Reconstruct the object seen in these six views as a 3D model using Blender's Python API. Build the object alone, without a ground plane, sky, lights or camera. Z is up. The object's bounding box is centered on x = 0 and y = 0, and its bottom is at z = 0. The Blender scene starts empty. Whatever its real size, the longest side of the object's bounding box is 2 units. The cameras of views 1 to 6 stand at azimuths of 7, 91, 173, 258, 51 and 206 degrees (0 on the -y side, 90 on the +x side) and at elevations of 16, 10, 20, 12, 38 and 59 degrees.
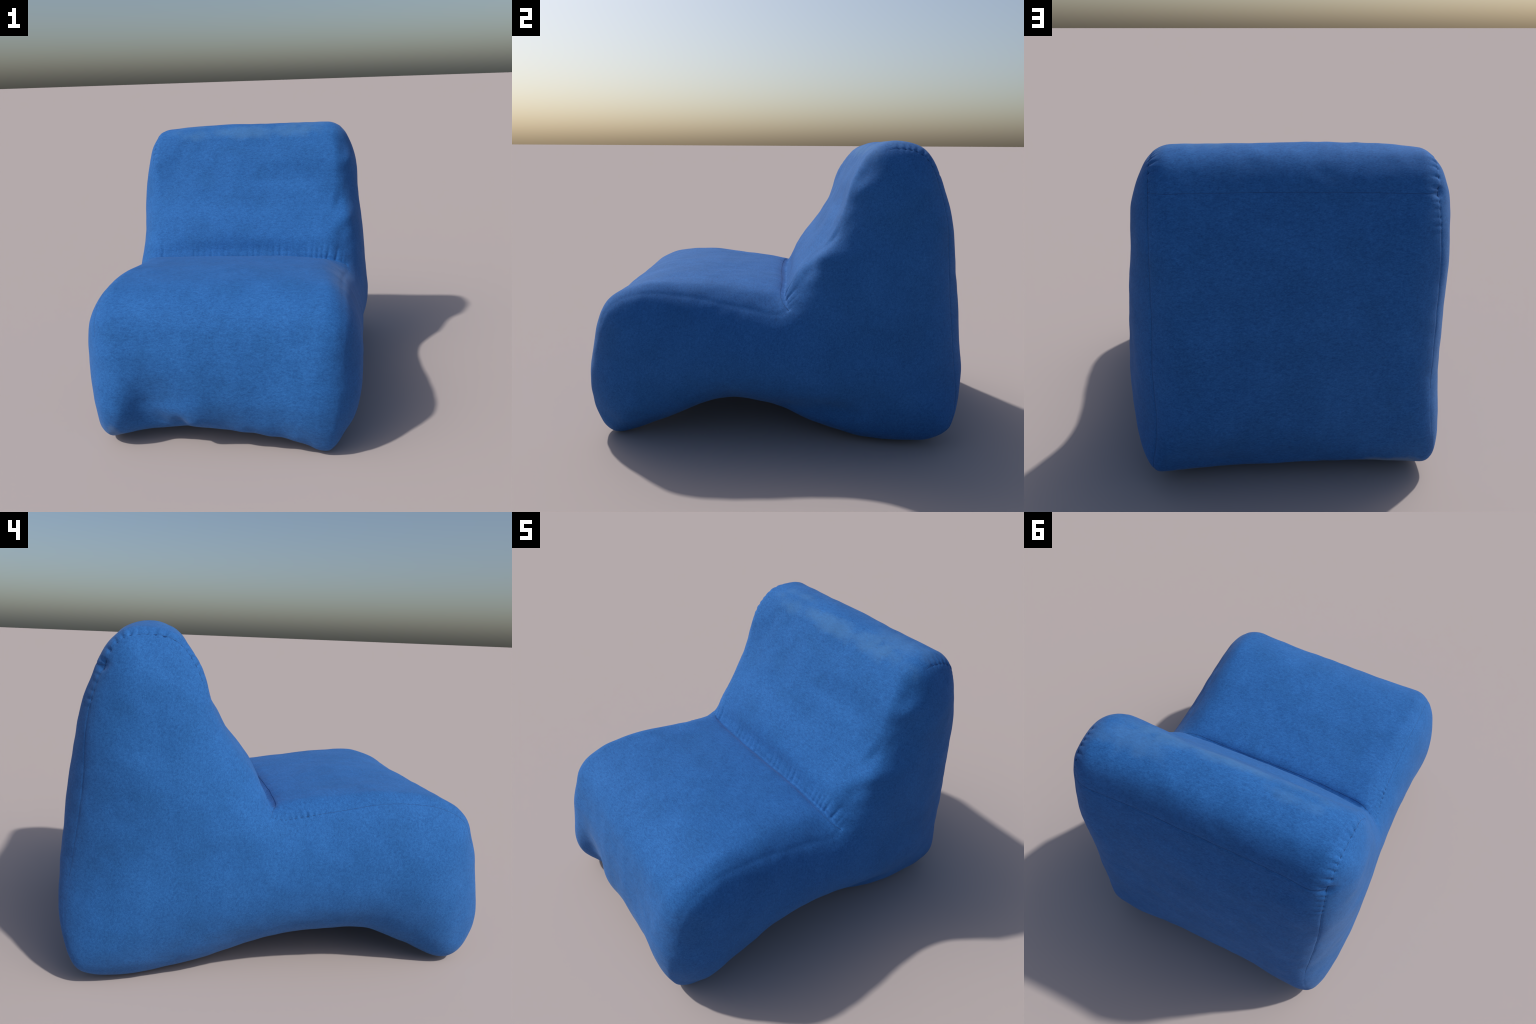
"""Soft one-piece foam lounge chair in blue brushed fabric.

The body is a loft: a closed side profile (seat, backrest, back, underside) whose
stations are swept across the width, rounded over at both side edges and closed by
bulging side panels that run down to an L-shaped inner spine.  The loft is turned
into one skin, the seams, puckers and folds are pressed into it, and the skin is
then cut along its seams into the upholstery panels."""
import bpy, bmesh, math
import numpy as np
from mathutils import Vector, noise
from mathutils.bvhtree import BVHTree
from mathutils.kdtree import KDTree

# ------------------------------------------------------------------ dimensions
# Stations round the side profile, going front foot > seat > crease > backrest >
# top > back > heel > underside arch.  Columns: y, z of the middle of the chair.
PROFILE = np.array([
    (-0.840, 0.088), (-0.912, 0.143), (-0.971, 0.295), (-0.957, 0.475), (-0.918, 0.608),
    (-0.843, 0.738), (-0.686, 0.819), (-0.449, 0.837), (-0.199, 0.819), (-0.017, 0.800),
    (0.038, 0.798), (0.067, 0.826), (0.118, 0.929), (0.223, 1.070), (0.312, 1.216),
    (0.373, 1.362), (0.456, 1.501), (0.537, 1.560), (0.636, 1.564), (0.727, 1.520),
    (0.796, 1.404), (0.877, 1.188), (0.940, 0.889), (0.980, 0.598), (0.978, 0.349),
    (0.924, 0.169), (0.859, 0.077), (0.703, 0.015), (0.436, 0.005), (0.181, 0.065),
    (-0.004, 0.129), (-0.197, 0.171), (-0.402, 0.180), (-0.602, 0.121), (-0.759, 0.076),
])
# Half widths of the chair and radius of the rounded side edge at each station.
WIDTH = np.array([
    (0.699, 0.525, 0.090), (0.689, 0.542, 0.121), (0.675, 0.563, 0.160), (0.681, 0.586, 0.161), (0.699, 0.605, 0.145),
    (0.719, 0.615, 0.130), (0.725, 0.623, 0.126), (0.717, 0.625, 0.133), (0.701, 0.618, 0.152), (0.693, 0.612, 0.158),
    (0.696, 0.615, 0.145), (0.698, 0.632, 0.139), (0.704, 0.652, 0.136), (0.716, 0.668, 0.132), (0.735, 0.677, 0.124),
    (0.746, 0.675, 0.128), (0.747, 0.664, 0.139), (0.744, 0.653, 0.142), (0.730, 0.655, 0.143), (0.711, 0.666, 0.140),
    (0.690, 0.670, 0.151), (0.668, 0.659, 0.181), (0.652, 0.642, 0.211), (0.660, 0.644, 0.200), (0.683, 0.671, 0.147),
    (0.702, 0.711, 0.089), (0.694, 0.724, 0.090), (0.674, 0.715, 0.114), (0.643, 0.693, 0.146), (0.624, 0.656, 0.165),
    (0.624, 0.614, 0.164), (0.630, 0.578, 0.157), (0.640, 0.549, 0.151), (0.659, 0.530, 0.132), (0.684, 0.519, 0.103),
])
# How far the profile is moved (dy, dz) at the left and right side edge.
EDGE_LEFT = np.array([
    (-0.021, -0.077), (-0.033, -0.043), (-0.019, -0.016), (-0.008, -0.002), (-0.001, 0.002),
    (0.000, 0.003), (-0.001, -0.002), (0.001, -0.002), (0.005, -0.009), (0.019, -0.016),
    (0.043, -0.022), (0.053, -0.026), (0.053, -0.026), (0.055, -0.026), (0.046, -0.021),
    (0.030, -0.020), (0.020, -0.036), (0.012, -0.052), (0.005, -0.040), (0.011, -0.004),
    (0.029, 0.029), (0.039, 0.036), (0.032, 0.024), (0.027, 0.006), (0.039, -0.014),
    (0.046, -0.030), (0.040, -0.041), (0.021, -0.015), (0.012, 0.019), (0.006, 0.021),
    (0.002, -0.005), (0.001, -0.031), (0.003, -0.040), (0.006, -0.060), (0.004, -0.089),
])
EDGE_RIGHT = np.array([
    (-0.056, -0.098), (-0.073, -0.074), (-0.066, -0.029), (-0.058, 0.008), (-0.054, 0.033),
    (-0.039, 0.038), (-0.018, 0.022), (-0.006, -0.003), (-0.006, -0.019), (-0.016, -0.022),
    (-0.030, -0.008), (-0.028, 0.004), (-0.023, 0.009), (-0.020, 0.011), (-0.018, 0.011),
    (-0.017, 0.012), (-0.013, 0.012), (-0.006, 0.014), (0.001, 0.012), (0.010, 0.012),
    (0.018, 0.013), (0.018, 0.009), (0.007, 0.003), (-0.007, -0.001), (-0.014, -0.001),
    (0.004, -0.001), (0.017, -0.001), (0.020, 0.010), (0.015, 0.021), (0.013, 0.026),
    (0.015, 0.032), (0.015, 0.021), (0.020, -0.017), (0.018, -0.060), (-0.012, -0.078),
])
# L-shaped inner spine (y, z) and how far the side panels stand out over it.
SPINE = np.array([(-.62, .45), (-.10, .47), (.45, .50), (.53, .85), (.60, 1.22)])
BULGE = np.array([
    (0.776, 0.706), (0.745, 0.720), (0.757, 0.776), (0.768, 0.750), (0.723, 0.704),
])
# Place on the spine that every station looks at.
SPINE_AT = np.array([0, 0, 0, 0, 0, 0, 0, .35, .7, 1.1, 1.6, 2.1, 2.5, 2.9, 3.3, 3.7, 4, 4, 4, 4,
                     3.8, 3.4, 2.9, 2.3, 2, 2, 2, 1.9, 1.75, 1.5, 1.2, .8, .4, .1, 0])
U_CREASE, U_HEEL, U_TOE = 10.0, 26.2, 34.7
BACK_SEAM_Z, BACK_SEAM_TILT = 1.395, .022   # height of the cross seam on the back, rise per metre to the right
LEFT, RIGHT = -1, 1
EDGE_EXP = 2.5
SIDE_EXP = 2.05                          # superellipse exponent of the side panels


# ------------------------------------------------------------------ splines
def closed_spline(values, u):
    i = np.floor(u).astype(int)
    f = u - i
    n = len(values)
    a, b, c, d = [values[(i + o) % n] for o in (-1, 0, 1, 2)]
    f = f.reshape(f.shape + (1,) * (values.ndim - 1))
    return .5 * (2 * b + (c - a) * f + (2 * a - 5 * b + 4 * c - d) * f ** 2 + (3 * b - a - 3 * c + d) * f ** 3)


def open_spline(values, t):
    v = np.concatenate([[2 * values[0] - values[1]], values, [2 * values[-1] - values[-2]]])
    i = np.clip(np.floor(t).astype(int), 0, len(values) - 2)
    f = t - i
    a, b, c, d = v[i], v[i + 1], v[i + 2], v[i + 3]
    f = f.reshape(f.shape + (1,) * (values.ndim - 1))
    return .5 * (2 * b + (c - a) * f + (2 * a - 5 * b + 4 * c - d) * f ** 2 + (3 * b - a - 3 * c + d) * f ** 3)


def smooth_step(x, a, b):
    t = np.clip((x - a) / (b - a), 0, 1)
    return t * t * (3 - 2 * t)


class Side:
    """One half of the loft: gives points from the middle line to the spine."""

    def __init__(self, side, u):
        self.side = side
        edge = EDGE_LEFT if side == LEFT else EDGE_RIGHT
        self.mid = closed_spline(PROFILE, u)
        self.edge = closed_spline(edge, u)
        self.width = closed_spline(WIDTH[:, 0 if side == LEFT else 1], u)
        t = np.clip(closed_spline(SPINE_AT, u), 0, 4)
        self.spine = open_spline(SPINE, t)
        self.reach = open_spline(BULGE[:, 0 if side == LEFT else 1], t)
        self.length = np.linalg.norm(self.spine - self.mid - self.edge, axis=1)
        self.round = np.minimum(closed_spline(WIDTH[:, 2], u), .6 * self.length)
        self.start = self.width - self.round
        self.depth = np.maximum(self.reach - self.start, .03)
        k = (self.length / self.depth) ** (1 / (SIDE_EXP - 1))
        self.seam = np.arctan(k ** (-SIDE_EXP / 2))      # where the skin lies at 45 degrees

    def point(self, x, inset):
        across = np.clip(x / self.width, 0, 1)
        q = self.mid + self.edge * (across ** EDGE_EXP)[:, None]
        q = q + (self.spine - q) * (inset / self.length)[:, None]
        return np.column_stack([self.side * x, q])

    def top(self, f):                      # flat part, f = 0 middle .. 1 start of the round
        return self.point(f * self.start, 0 * self.width)

    def bow(self, a):                      # rounded edge running on into the bulging side panel
        return self.point(self.start + self.depth * np.sin(a) ** (2 / SIDE_EXP),
                          self.length * (1 - np.cos(a) ** (2 / SIDE_EXP)))

    def corner(self, f):                   # f = 0 start of the round .. 1 side seam
        return self.bow(self.seam * f ** 1.3)

    def panel(self, f):                    # f = 0 side seam .. 1 spine
        return self.bow(self.seam + (math.pi / 2 - self.seam) * f)


# ------------------------------------------------------------------ loft
PER_STATION, N_TOP, N_CORNER, N_PANEL = 10, 40, 14, 30
U = np.arange(len(PROFILE) * PER_STATION) / PER_STATION
halves = []
for side in (LEFT, RIGHT):
    s = Side(side, U)
    cols = [s.top(f) for f in np.linspace(0, 1, N_TOP)[:-1]]
    cols += [s.corner(f) for f in np.linspace(0, 1, N_CORNER)[:-1]]
    cols += [s.panel(f) for f in np.linspace(0, .95, N_PANEL)]
    halves.append(np.stack(cols, 1))
HALF = halves[0].shape[1]
GRID = np.concatenate([halves[0][:, ::-1], halves[1][:, 1:]], 1)
NU, NM = GRID.shape[:2]
SEAM_COL = N_TOP - 1 + N_CORNER - 1        # column of the side seam
idx = np.arange(NU * NM).reshape(NU, NM)
nxt = np.roll(idx, -1, 0)
quads = np.stack([idx[:, :-1], idx[:, 1:], nxt[:, 1:], nxt[:, :-1]], -1).reshape(-1, 4)
rough = bpy.data.meshes.new("rough_loft")
rough.from_pydata(GRID.reshape(-1, 3).tolist(), [], quads.tolist() + [idx[:, 0].tolist()[::1], idx[::-1, -1].tolist()])
loft = bpy.data.objects.new("rough_loft", rough)
bpy.context.scene.collection.objects.link(loft)
mod = loft.modifiers.new("skin", "REMESH")
mod.mode = "VOXEL"
mod.voxel_size = 0.0064
bpy.context.view_layer.update()
skin = bpy.data.meshes.new_from_object(loft.evaluated_get(bpy.context.evaluated_depsgraph_get()))
bpy.data.objects.remove(loft)
bpy.data.meshes.remove(rough)

N = len(skin.vertices)
co = np.empty(N * 3); skin.vertices.foreach_get("co", co); co = co.reshape(-1, 3)
edges = np.empty(len(skin.edges) * 2, dtype=np.int32); skin.edges.foreach_get("vertices", edges); edges = edges.reshape(-1, 2)
degree = np.maximum(np.bincount(edges.ravel(), minlength=N), 1)


def relax(p, rounds, amount):
    for _ in range(rounds):
        acc = np.zeros_like(p)
        for k in range(p.shape[1]):
            acc[:, k] = np.bincount(edges[:, 0], p[edges[:, 1], k], N) + np.bincount(edges[:, 1], p[edges[:, 0], k], N)
        p = p + amount * (acc / degree[:, None] - p)
    return p


def taubin(p, rounds):
    for _ in range(rounds):
        p = relax(relax(p, 1, .55), 1, -.57)
    return p


def normals_of(p):
    skin.vertices.foreach_set("co", p.ravel()); skin.update()
    n = np.empty(N * 3); skin.vertex_normals.foreach_get("vector", n)
    return n.reshape(-1, 3)


co = taubin(co, 12)

# place of every skin vertex on the loft
tree = KDTree(NU * NM)
flat = GRID.reshape(-1, 3)
for i, p in enumerate(flat):
    tree.insert(p, i)
tree.balance()
near = np.array([tree.find(p)[1] for p in co])
at_u = near // NM / PER_STATION
at_c = near % NM - (HALF - 1)              # signed column: negative left, positive right

# the inner ends of the side panels are one taut sheet: smooth the join over the spine
taut = smooth_step(np.abs(at_c), N_TOP + N_CORNER + 4, N_TOP + N_CORNER + 18)[:, None]
for _ in range(120):
    co = co + taut * (relax(co, 1, .5) - co)

# ------------------------------------------------------------------ seams
K = len(PROFILE)


def row_at(u):
    return int(round((u % K) * PER_STATION)) % NU


def seam_side(side, u0, u1):
    rows = [r % NU for r in range(int(u0 * PER_STATION), int(u1 * PER_STATION) + 1)]
    return GRID[rows, HALF - 1 + side * SEAM_COL]


def seam_across(u):
    return GRID[row_at(u), HALF - 1 - SEAM_COL:HALF + SEAM_COL]


def level_seam():
    """Cross seam on the back: for every column the point where the skin has the seam's height."""
    rows = np.arange(int(18.6 * PER_STATION), int(23 * PER_STATION))
    pts, us = [], []
    for c in range(NM):
        col = GRID[rows, c]
        gap = col[:, 2] - BACK_SEAM_Z - BACK_SEAM_TILT * col[:, 0]
        k = int(np.argmax(gap < 0))
        k = max(k, 1)
        f = np.clip(gap[k - 1] / max(gap[k - 1] - gap[k], 1e-6), 0, 1)
        pts.append(col[k - 1] * (1 - f) + col[k] * f)
        us.append((rows[k - 1] + f) / PER_STATION)
    return np.array(pts)[HALF - 1 - SEAM_COL:HALF + SEAM_COL], np.array(us)


def resample(line, step):
    d = np.concatenate([[0], np.cumsum(np.linalg.norm(np.diff(line, axis=0), axis=1))])
    s = np.linspace(0, d[-1], max(2, int(d[-1] / step)))
    return np.column_stack([np.interp(s, d, line[:, k]) for k in range(3)])


back_line, back_u = level_seam()
seam_lines = {
    "crease": seam_across(U_CREASE),
    "back": back_line,
    "seat_left": seam_side(LEFT, 4.2, U_CREASE), "seat_right": seam_side(RIGHT, 4.2, U_CREASE),
    "rest_left": seam_side(LEFT, U_CREASE, U_HEEL), "rest_right": seam_side(RIGHT, U_CREASE, U_HEEL),
}
seam_lines = {k: resample(v, .003) for k, v in seam_lines.items()}


def distance_to(line):
    t = KDTree(len(line))
    for i, p in enumerate(line):
        t.insert(p, i)
    t.balance()
    d = np.full(N, 9.0)
    a = np.zeros(N)
    lo, hi = line.min(0) - .2, line.max(0) + .2
    for i in np.where(((co > lo) & (co < hi)).all(1))[0]:
        _, j, dist = t.find(co[i])
        d[i], a[i] = dist, j * .003
    return d, a


def wrinkle(seed, x, freq):
    return np.array([noise.noise(Vector((v * freq, seed * 7.3, seed * 1.7))) for v in x])


def gathers(seed, along, spacing):
    """Pinched cloth: rounded crests parted by furrows, a little unevenly spaced and deep."""
    phase = math.pi * along / spacing + 2.6 * wrinkle(seed, along, 9)
    depth = np.clip(.75 + 1.1 * wrinkle(seed + 1, along, 11), .1, 1.5)
    return depth * (.45 - np.exp(-(np.sin(phase) / .5) ** 2))


nor = normals_of(co)
push = np.zeros(N)
panel_side = np.abs(at_c) > SEAM_COL
for name, line in seam_lines.items():
    d, along = distance_to(line)
    i = np.where(d < .12)[0]
    x, y, z = co[i].T
    # the stitch line itself
    width, depth = {"crease": (.011, .019), "seat_right": (.016, .0015)}.get(name, (.005, .0024))
    fade = np.ones(len(i))
    if name == "rest_right":               # worn soft along the front of the backrest
        fade = smooth_step(at_u[i], 16, 18)
    if name == "crease":                   # the fold runs out softly over the sides
        fade = .25 + .75 * smooth_step(-np.abs(x), -.66, -.52)
    if name == "rest_left":
        fade = (.5 + .5 * smooth_step(at_u[i], 14, 16)) * (.3 + .7 * smooth_step(z, .55, .9))
    push[i] -= depth * fade * np.exp(-(d[i] / width) ** 2)
    # gathered cloth beside it
    if name == "crease":
        push[i] -= np.where(at_u[i] > U_CREASE, .012, .006) * fade * np.exp(-(d[i] / .035) ** 2)
        rest = at_u[i] > U_CREASE
        ends = .45 + .55 * smooth_step(x, .1, .45) + .25 * smooth_step(-x, .45, .6)
        push[i] += .0085 * ends * gathers(3, along[i], .040) * np.exp(-(d[i] / .065) ** 2) * np.where(rest, 1, .1)
    elif name == "rest_left":
        w = smooth_step(z, 1.18, 1.32) + .5 * np.exp(-((z - .85) / .08) ** 2) * (at_u[i] < 13)
        push[i] += .0085 * w * gathers(5, along[i], .034) * np.exp(-(d[i] / .034) ** 2) * np.where(panel_side[i], .15, 1)
        push[i] -= .012 * np.exp(-((z - BACK_SEAM_Z + .02) / .02) ** 2 - (d[i] / .03) ** 2) * (at_u[i] > 18)
    elif name == "rest_right":
        w = smooth_step(z, 1.38, 1.48) * smooth_step(at_u[i], 16, 18)
        push[i] += .009 * w * gathers(9, along[i], .034) * np.exp(-(d[i] / .035) ** 2) * np.where(panel_side[i], .3, 1)
    elif name == "seat_left":
        w = smooth_step(y, -.2, -.05)
        push[i] += .009 * w * gathers(12, along[i], .026) * np.exp(-(d[i] / .025) ** 2) * np.where(panel_side[i], .2, 1)

# soft unevenness of foam and cloth
def cloud(scale, seed, p):
    return np.array([noise.noise(Vector((v[0] * scale[0] + seed, v[1] * scale[1], v[2] * scale[2]))) for v in p])


push += .0045 * cloud((4.5, 4.5, 4.5), 11.0, co)
push += .0022 * cloud((14, 14, 14), 4.0, co)
# hand-felt lumps (+) and hollows (-) of the sagging foam: centre, reach, height
LUMPS = [
    ((0, .92, .94), (.34, .22, .40), .027), ((.28, .95, .82), (.28, .15, .28), -.014), ((.12, .93, 1.02), (.18, .12, .16), -.007), ((.05, .78, 1.42), (.38, .16, .14), .012),
    ((-.42, .97, .20), (.18, .15, .10), .014), ((.48, .95, .56), (.12, .12, .14), -.008),
    ((0, -.48, .84), (.46, .36, .18), .013), ((.15, -.89, .69), (.42, .12, .10), .018),
    ((-.41, -.96, .24), (.13, .18, .15), -.042), ((-.42, -.96, .50), (.15, .15, .14), -.010),
    ((-.17, -.95, .20), (.09, .10, .10), .009), ((.58, -.48, .80), (.10, .25, .10), -.008),
    ((.65, -.88, .30), (.12, .15, .18), .018), ((.20, -.93, .14), (.22, .12, .10), .016),
    ((.52, .22, 1.07), (.14, .16, .20), -.030), ((.35, .29, 1.21), (.15, .15, .14), -.010),
    ((-.22, .37, 1.34), (.22, .12, .10), -.014), ((.68, .37, 1.20), (.12, .12, .20), -.022),
    ((.60, .11, .90), (.10, .12, .12), -.012), ((-.25, .07, .80), (.30, .08, .07), -.010),
    ((-.51, .33, 1.21), (.12, .12, .15), -.012), ((-.33, .40, 1.41), (.12, .12, .10), -.008),
    ((.76, .30, .42), (.15, .42, .13), .020), ((.66, .10, .20), (.15, .28, .08), -.018),
    ((.62, -.63, .16), (.12, .18, .08), -.003), ((.74, .61, .83), (.12, .15, .20), .008),
    ((-.72, .15, .76), (.12, .12, .13), .020), ((-.74, .48, 1.17), (.12, .12, .18), .012),
    ((-.76, .60, .68), (.12, .16, .16), -.014), ((-.72, .70, 1.33), (.12, .14, .14), .018),
    ((-.76, -.60, .48), (.12, .20, .22), .013), ((.70, .77, .76), (.10, .12, .25), .012),
    ((.71, .60, 1.27), (.10, .12, .12), .010), ((-.62, -.90, .20), (.09, .12, .14), .006),
    ((-.71, .21, .72), (.10, .13, .10), .020), ((.71, -.22, .52), (.12, .22, .12), .011),
    ((.70, .28, .22), (.12, .16, .07), -.014), ((-.54, -.94, .21), (.08, .12, .09), .016),
    ((-.35, -.97, .34), (.10, .14, .10), -.014), ((.76, .71, .64), (.10, .12, .16), -.011),
    ((-.34, .80, 1.43), (.20, .12, .10), .007), ((-.67, .83, 1.08), (.08, .10, .18), .010),
    ((-.15, .94, .07), (.50, .10, .07), .013), ((0, .42, 1.46), (.25, .10, .08), -.007),
    ((-.25, .94, .14), (.45, .11, .09), .009), ((.62, .12, .88), (.08, .10, .10), -.012),
    ((.60, .25, 1.10), (.08, .12, .14), -.008), ((-.30, -.93, .13), (.10, .10, .06), -.010),
    ((-.28, -.97, .33), (.10, .12, .10), -.009), ((.42, .98, .38), (.14, .10, .14), .014), ((-.45, .95, .26), (.16, .10, .12), .006),
    ((.33, .95, .11), (.22, .10, .08), -.014), ((.62, .34, 1.20), (.09, .12, .16), -.010),
    ((.15, .08, .81), (.50, .05, .05), -.012), ((0, -.10, .81), (.50, .14, .10), .006),
    ((-.22, -.93, .11), (.16, .10, .06), -.010), ((.60, -.42, .18), (.16, .18, .09), .010),
    ((.62, -.24, .25), (.16, .08, .07), -.010), ((.62, -.06, .23), (.16, .09, .06), .010),
]
for centre, reach, height in LUMPS:
    push += height * np.exp(-(((co - np.array(centre)) / np.array(reach)) ** 2).sum(1))

# small dents and folds on the worn front edge of the backrest (shaded side)
DENTS = [
    ((.60, .30, 1.08), (.04, .08, .06), -.016), ((.62, .46, 1.43), (.05, .08, .08), -.009),
    ((.66, .42, 1.34), (.05, .08, .05), .012), ((.64, .22, 1.00), (.05, .08, .05), .012),
    ((.62, .16, .93), (.04, .08, .05), -.008), ((-.48, .40, 1.36), (.07, .08, .09), -.009),
    ((.38, .26, 1.12), (.09, .08, .07), -.007), ((-.20, .24, 1.10), (.16, .08, .05), -.006),
    ((-.31, .56, 1.57), (.02, .014, .02), .003), ((-.29, .58, 1.57), (.03, .012, .02), -.006),
    ((-.34, -.95, .16), (.04, .10, .07), -.006),
    ((-.64, -.92, .20), (.04, .10, .10), .008), ((-.24, -.95, .15), (.03, .10, .05), -.012),
    ((-.17, -.95, .16), (.035, .10, .04), .008),
]
for centre, reach, height in DENTS:
    push += height * np.exp(-(((co - np.array(centre)) / np.array(reach)) ** 2).sum(1))
on_rest = (at_u > U_CREASE) & (at_u < 18)
ripple = cloud((3.6, 5.0, 8.0), 21.0, co)
front = 1 - smooth_step(np.abs(at_c), SEAM_COL - 2, SEAM_COL + 12)      # fades out on the side panels
push += .006 * front * ripple * smooth_step(at_u, 10.3, 12) * smooth_step(-at_u, -18, -16)
bevel = np.exp(-((co[:, 0] - .62) / .09) ** 2) * smooth_step(at_u, 10.5, 11.5) * smooth_step(-at_u, -18, -15)
push += .011 * front * bevel * cloud((5, 6, 7), 31.0, co)
# wavy hem along the lower front and the sagging front face
hem = np.exp(-((co[:, 2] - .08) / .09) ** 2) * smooth_step(-co[:, 1], .6, .9)
push += .012 * hem * cloud((9, 3, 5), 41.0, co)
push += .006 * smooth_step(-co[:, 1], .75, .9) * smooth_step(-co[:, 2], -.6, -.4) * cloud((8, 3, 1.6), 47.0, co)

co = co + nor * push[:, None]
co = relax(co, 1, .3)
co[:, 2] = np.maximum(co[:, 2], 0) - max(co[:, 2].min(), 0)
nor = normals_of(co)

# ------------------------------------------------------------------ materials
def node(nt, kind, **kw):
    n = nt.nodes.new(kind)
    for k, v in kw.items():
        if k in n.inputs:
            n.inputs[k].default_value = v
        else:
            setattr(n, k, v)
    return n


def make_fabric(name, base, dark, light):
    m = bpy.data.materials.new(name)
    m.use_nodes = True
    nt = m.node_tree
    bsdf = nt.nodes["Principled BSDF"]
    L = nt.links.new
    geo = node(nt, "ShaderNodeTexCoord")

    def noise_tex(scale, detail=3.0, stretch=(1, 1, 1), rough=.55):
        mp = node(nt, "ShaderNodeMapping"); mp.inputs["Scale"].default_value = stretch
        L(geo.outputs["Object"], mp.inputs["Vector"])
        t = node(nt, "ShaderNodeTexNoise", Scale=scale, Detail=detail, Roughness=rough)
        L(mp.outputs[0], t.inputs["Vector"])
        return t.outputs["Fac"]

    def ramp(fac, stops):
        r = node(nt, "ShaderNodeValToRGB")
        e = r.color_ramp.elements
        e[0].position, e[0].color = stops[0][0], (*stops[0][1], 1)
        e[1].position, e[1].color = stops[-1][0], (*stops[-1][1], 1)
        for p, c in stops[1:-1]:
            x = e.new(p); x.color = (*c, 1)
        L(fac, r.inputs["Fac"])
        return r.outputs["Color"]

    def mix(kind, fac, a, b):
        x = node(nt, "ShaderNodeMix", data_type="RGBA", blend_type=kind)
        for s, v in ((0, fac), (6, a), (7, b)):
            if hasattr(v, "is_linked"):
                L(v, x.inputs[s])
            elif s:
                x.inputs[s].default_value = (*v, 1)
            else:
                x.inputs[s].default_value = v
        return x.outputs[2]

    # broad cloudy variation of the dye
    col = ramp(noise_tex(5.5, 4.0), [(.32, dark), (.52, base), (.72, light)])
    # fine mottled nap, slightly streaked along the width
    nap = noise_tex(90, 4.0, (.5, 1, 1.0), .75)
    col = mix("MULTIPLY", .8, col, ramp(nap, [(.31, (.62, .72, .77)), (.5, (1, 1, 1)), (.69, (1.34, 1.22, 1.17))]))
    speck = noise_tex(240, 2.0, (.5, 1, 1.0), .6)
    col = mix("MULTIPLY", .7, col, ramp(speck, [(.3, (.66, .70, .74)), (.52, (1, 1, 1)), (.72, (1.32, 1.25, 1.18))]))

    def patch(centre, size, fac, colour, edge=9.0):
        """A worn, dusty or pale spot: ellipsoid mask broken up by noise."""
        nonlocal col
        mp = node(nt, "ShaderNodeVectorMath", operation="SUBTRACT"); mp.inputs[1].default_value = centre
        L(geo.outputs["Object"], mp.inputs[0])
        sc = node(nt, "ShaderNodeVectorMath", operation="DIVIDE"); sc.inputs[1].default_value = size
        L(mp.outputs[0], sc.inputs[0])
        ln = node(nt, "ShaderNodeVectorMath", operation="LENGTH"); L(sc.outputs[0], ln.inputs[0])
        nz = noise_tex(edge, 3.0)
        ad = node(nt, "ShaderNodeMath", operation="MULTIPLY_ADD"); ad.inputs[1].default_value = 1.6; ad.inputs[2].default_value = -.8
        L(nz, ad.inputs[0])
        sm = node(nt, "ShaderNodeMath", operation="ADD"); L(ln.outputs["Value"], sm.inputs[0]); L(ad.outputs[0], sm.inputs[1])
        mr = node(nt, "ShaderNodeMapRange"); mr.inputs["From Min"].default_value = 1.0; mr.inputs["From Max"].default_value = .3
        mr.inputs["To Max"].default_value = fac
        mr.interpolation_type = "SMOOTHSTEP"
        L(sm.outputs[0], mr.inputs["Value"])
        col = mix("MIX", mr.outputs[0], col, colour)

    for p in PATCHES:
        patch(*p)
    L(col, bsdf.inputs["Base Color"])
    bsdf.inputs["Roughness"].default_value = .85
    bsdf.inputs["Specular IOR Level"].default_value = .25
    bsdf.inputs["Sheen Weight"].default_value = .12
    bsdf.inputs["Sheen Roughness"].default_value = .5
    bsdf.inputs["Sheen Tint"].default_value = (.45, .65, 1, 1)
    b = node(nt, "ShaderNodeBump", Strength=.35, Distance=.002)
    L(nap, b.inputs["Height"])
    L(b.outputs[0], bsdf.inputs["Normal"])
    return m


# worn, dusty, stained or simply pale places: centre, size, strength, colour
DUST = (.20, .25, .28)
PATCHES = [
    ((-.45, .92, .07), (.24, .12, .06), .55, DUST),
    ((.52, .89, .05), (.20, .12, .06), .55, DUST),
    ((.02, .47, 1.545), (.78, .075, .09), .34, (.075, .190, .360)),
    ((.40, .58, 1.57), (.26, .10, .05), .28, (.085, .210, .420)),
    ((-.38, .55, 1.57), (.16, .05, .05), .30, (.07, .20, .43)),  # soft pale patch around the bright spot on the backrest top
    ((-.60, -.90, .12), (.05, .08, .12), .25, DUST),
]
fabric = make_fabric("blue_fabric", (.017, .113, .352), (.015, .104, .322), (.020, .124, .378))
seam_dark = bpy.data.materials.new("dark_seam_line")
seam_dark.use_nodes = True
_nt = seam_dark.node_tree
_n = node(_nt, "ShaderNodeTexNoise", Scale=120.0)
_r = node(_nt, "ShaderNodeValToRGB")
_r.color_ramp.elements[0].color = (.010, .058, .185, 1)
_r.color_ramp.elements[1].color = (.014, .080, .250, 1)
_tc = node(_nt, "ShaderNodeTexCoord")
_nt.links.new(_tc.outputs["Object"], _n.inputs["Vector"])
_nt.links.new(_n.outputs["Fac"], _r.inputs["Fac"])
_nt.links.new(_r.outputs["Color"], _nt.nodes["Principled BSDF"].inputs["Base Color"])
_nt.nodes["Principled BSDF"].inputs["Roughness"].default_value = .9


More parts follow.
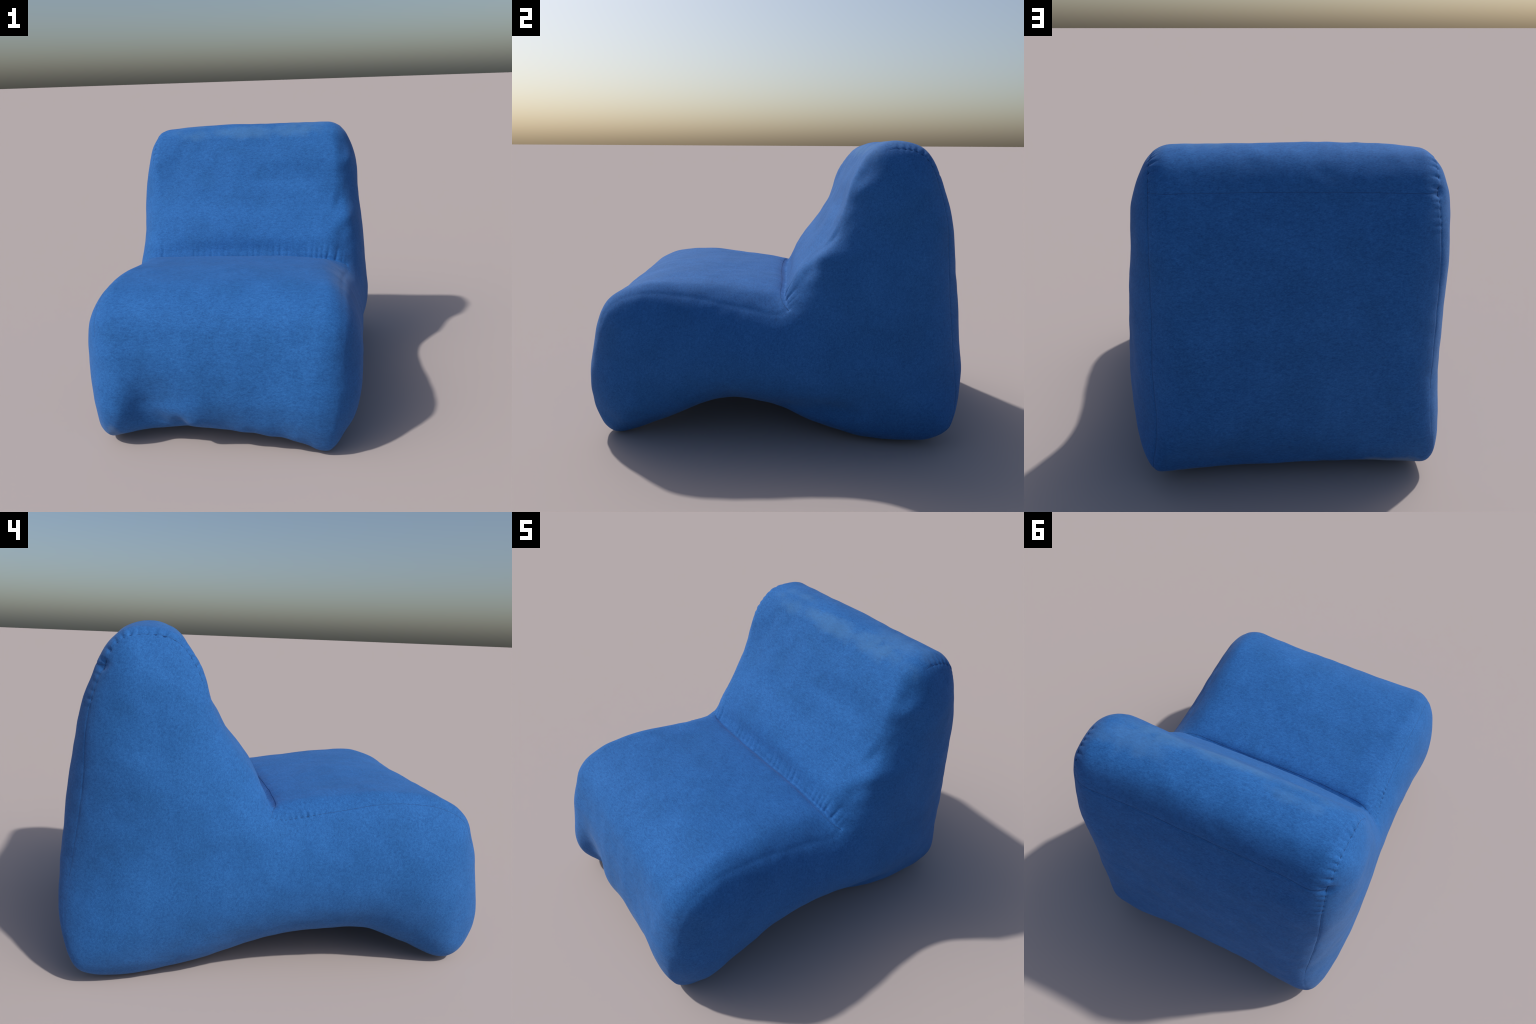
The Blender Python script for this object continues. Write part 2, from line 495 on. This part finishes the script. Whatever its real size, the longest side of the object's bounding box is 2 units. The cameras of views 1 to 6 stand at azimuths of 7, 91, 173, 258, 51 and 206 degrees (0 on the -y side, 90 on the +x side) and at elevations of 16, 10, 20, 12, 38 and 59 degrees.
# ------------------------------------------------------------------ panels
faces = np.empty(len(skin.loops), dtype=np.int32); skin.loops.foreach_get("vertex_index", faces)
starts = np.empty(len(skin.polygons), dtype=np.int32); skin.polygons.foreach_get("loop_start", starts)
sizes = np.empty(len(skin.polygons), dtype=np.int32); skin.polygons.foreach_get("loop_total", sizes)
face_list = [faces[a:a + n] for a, n in zip(starts, sizes)]
first = faces[starts]
fu, fc = at_u[first], at_c[first]
region = np.where(fc < -SEAM_COL, 5, np.where(fc > SEAM_COL, 6, np.select(
    [(fu < U_CREASE) | (fu >= U_TOE), fu < back_u[fc + HALF - 1], fu < U_HEEL], [1, 2, 3], 4)))

chair = bpy.data.objects.new("lounge_chair", None)
bpy.context.scene.collection.objects.link(chair)
chair["label"] = "soft blue fabric foam lounge chair without arms or legs"
chair["category"] = "lounge chair"


def add_part(name, mesh, material, parent):
    ob = bpy.data.objects.new(name, mesh)
    mesh.materials.append(material)
    bpy.context.scene.collection.objects.link(ob)
    ob.parent = parent
    return ob


parts = {}
for name, code in (("seat", 1), ("backrest", 2), ("back_panel", 3), ("underside", 4), ("side_panel", 5), ("side_panel", 6)):
    pick = np.where(region == code)[0]
    used = np.unique(np.concatenate([face_list[f] for f in pick]))
    remap = np.full(N, -1); remap[used] = np.arange(len(used))
    me = bpy.data.meshes.new(name)
    me.from_pydata(co[used].tolist(), [], [remap[face_list[f]].tolist() for f in pick])
    me.polygons.foreach_set("use_smooth", [True] * len(me.polygons))
    me.normals_split_custom_set_from_vertices(nor[used].tolist())
    parts[code] = add_part(name, me, fabric, chair)
bpy.data.meshes.remove(skin)

# seam lines: thin sunk tubes, darker than the fabric, in material thread
surface = BVHTree.FromPolygons(co.tolist(), [f.tolist() for f in face_list])


def seam_tube(line, radius, sink):
    pts = []
    for p in resample(line, .007):
        q, n, _, _ = surface.find_nearest(Vector(p))
        pts.append(np.array(q - n * sink))
    pts = np.array(pts)
    pts[1:-1] = .5 * pts[1:-1] + .25 * (pts[:-2] + pts[2:])
    bm = bmesh.new()
    rings = []
    for i, p in enumerate(pts):
        t = pts[min(i + 1, len(pts) - 1)] - pts[max(i - 1, 0)]
        t = Vector(t).normalized()
        a = t.orthogonal().normalized(); b = t.cross(a)
        rings.append([bm.verts.new(Vector(p) + radius * (math.cos(k * math.pi / 3) * a + math.sin(k * math.pi / 3) * b)) for k in range(6)])
    for r0, r1 in zip(rings, rings[1:]):
        # match ring starts so that the tube does not twist
        off = min(range(6), key=lambda o: sum((r0[k].co - r1[(k + o) % 6].co).length for k in range(6)))
        r1[:] = r1[off:] + r1[:off]
        for k in range(6):
            bm.faces.new((r0[k], r0[(k + 1) % 6], r1[(k + 1) % 6], r1[k]))
    bm.faces.new(rings[0][::-1]); bm.faces.new(rings[-1])
    bmesh.ops.recalc_face_normals(bm, faces=bm.faces)
    me = bpy.data.meshes.new("seam")
    bm.to_mesh(me); bm.free()
    me.polygons.foreach_set("use_smooth", [True] * len(me.polygons))
    return me


seam_lines["rest_left"] = resample(seam_side(LEFT, 15.0, 23.4), .003)
seam_lines["rest_right"] = resample(seam_side(RIGHT, 17.0, U_HEEL), .003)
for name, owner in (("crease", 2), ("back", 3), ("seat_left", 1), ("rest_left", 2), ("rest_right", 3)):
    add_part("seam", seam_tube(seam_lines[name], .0012, .0004), seam_dark, parts[owner])
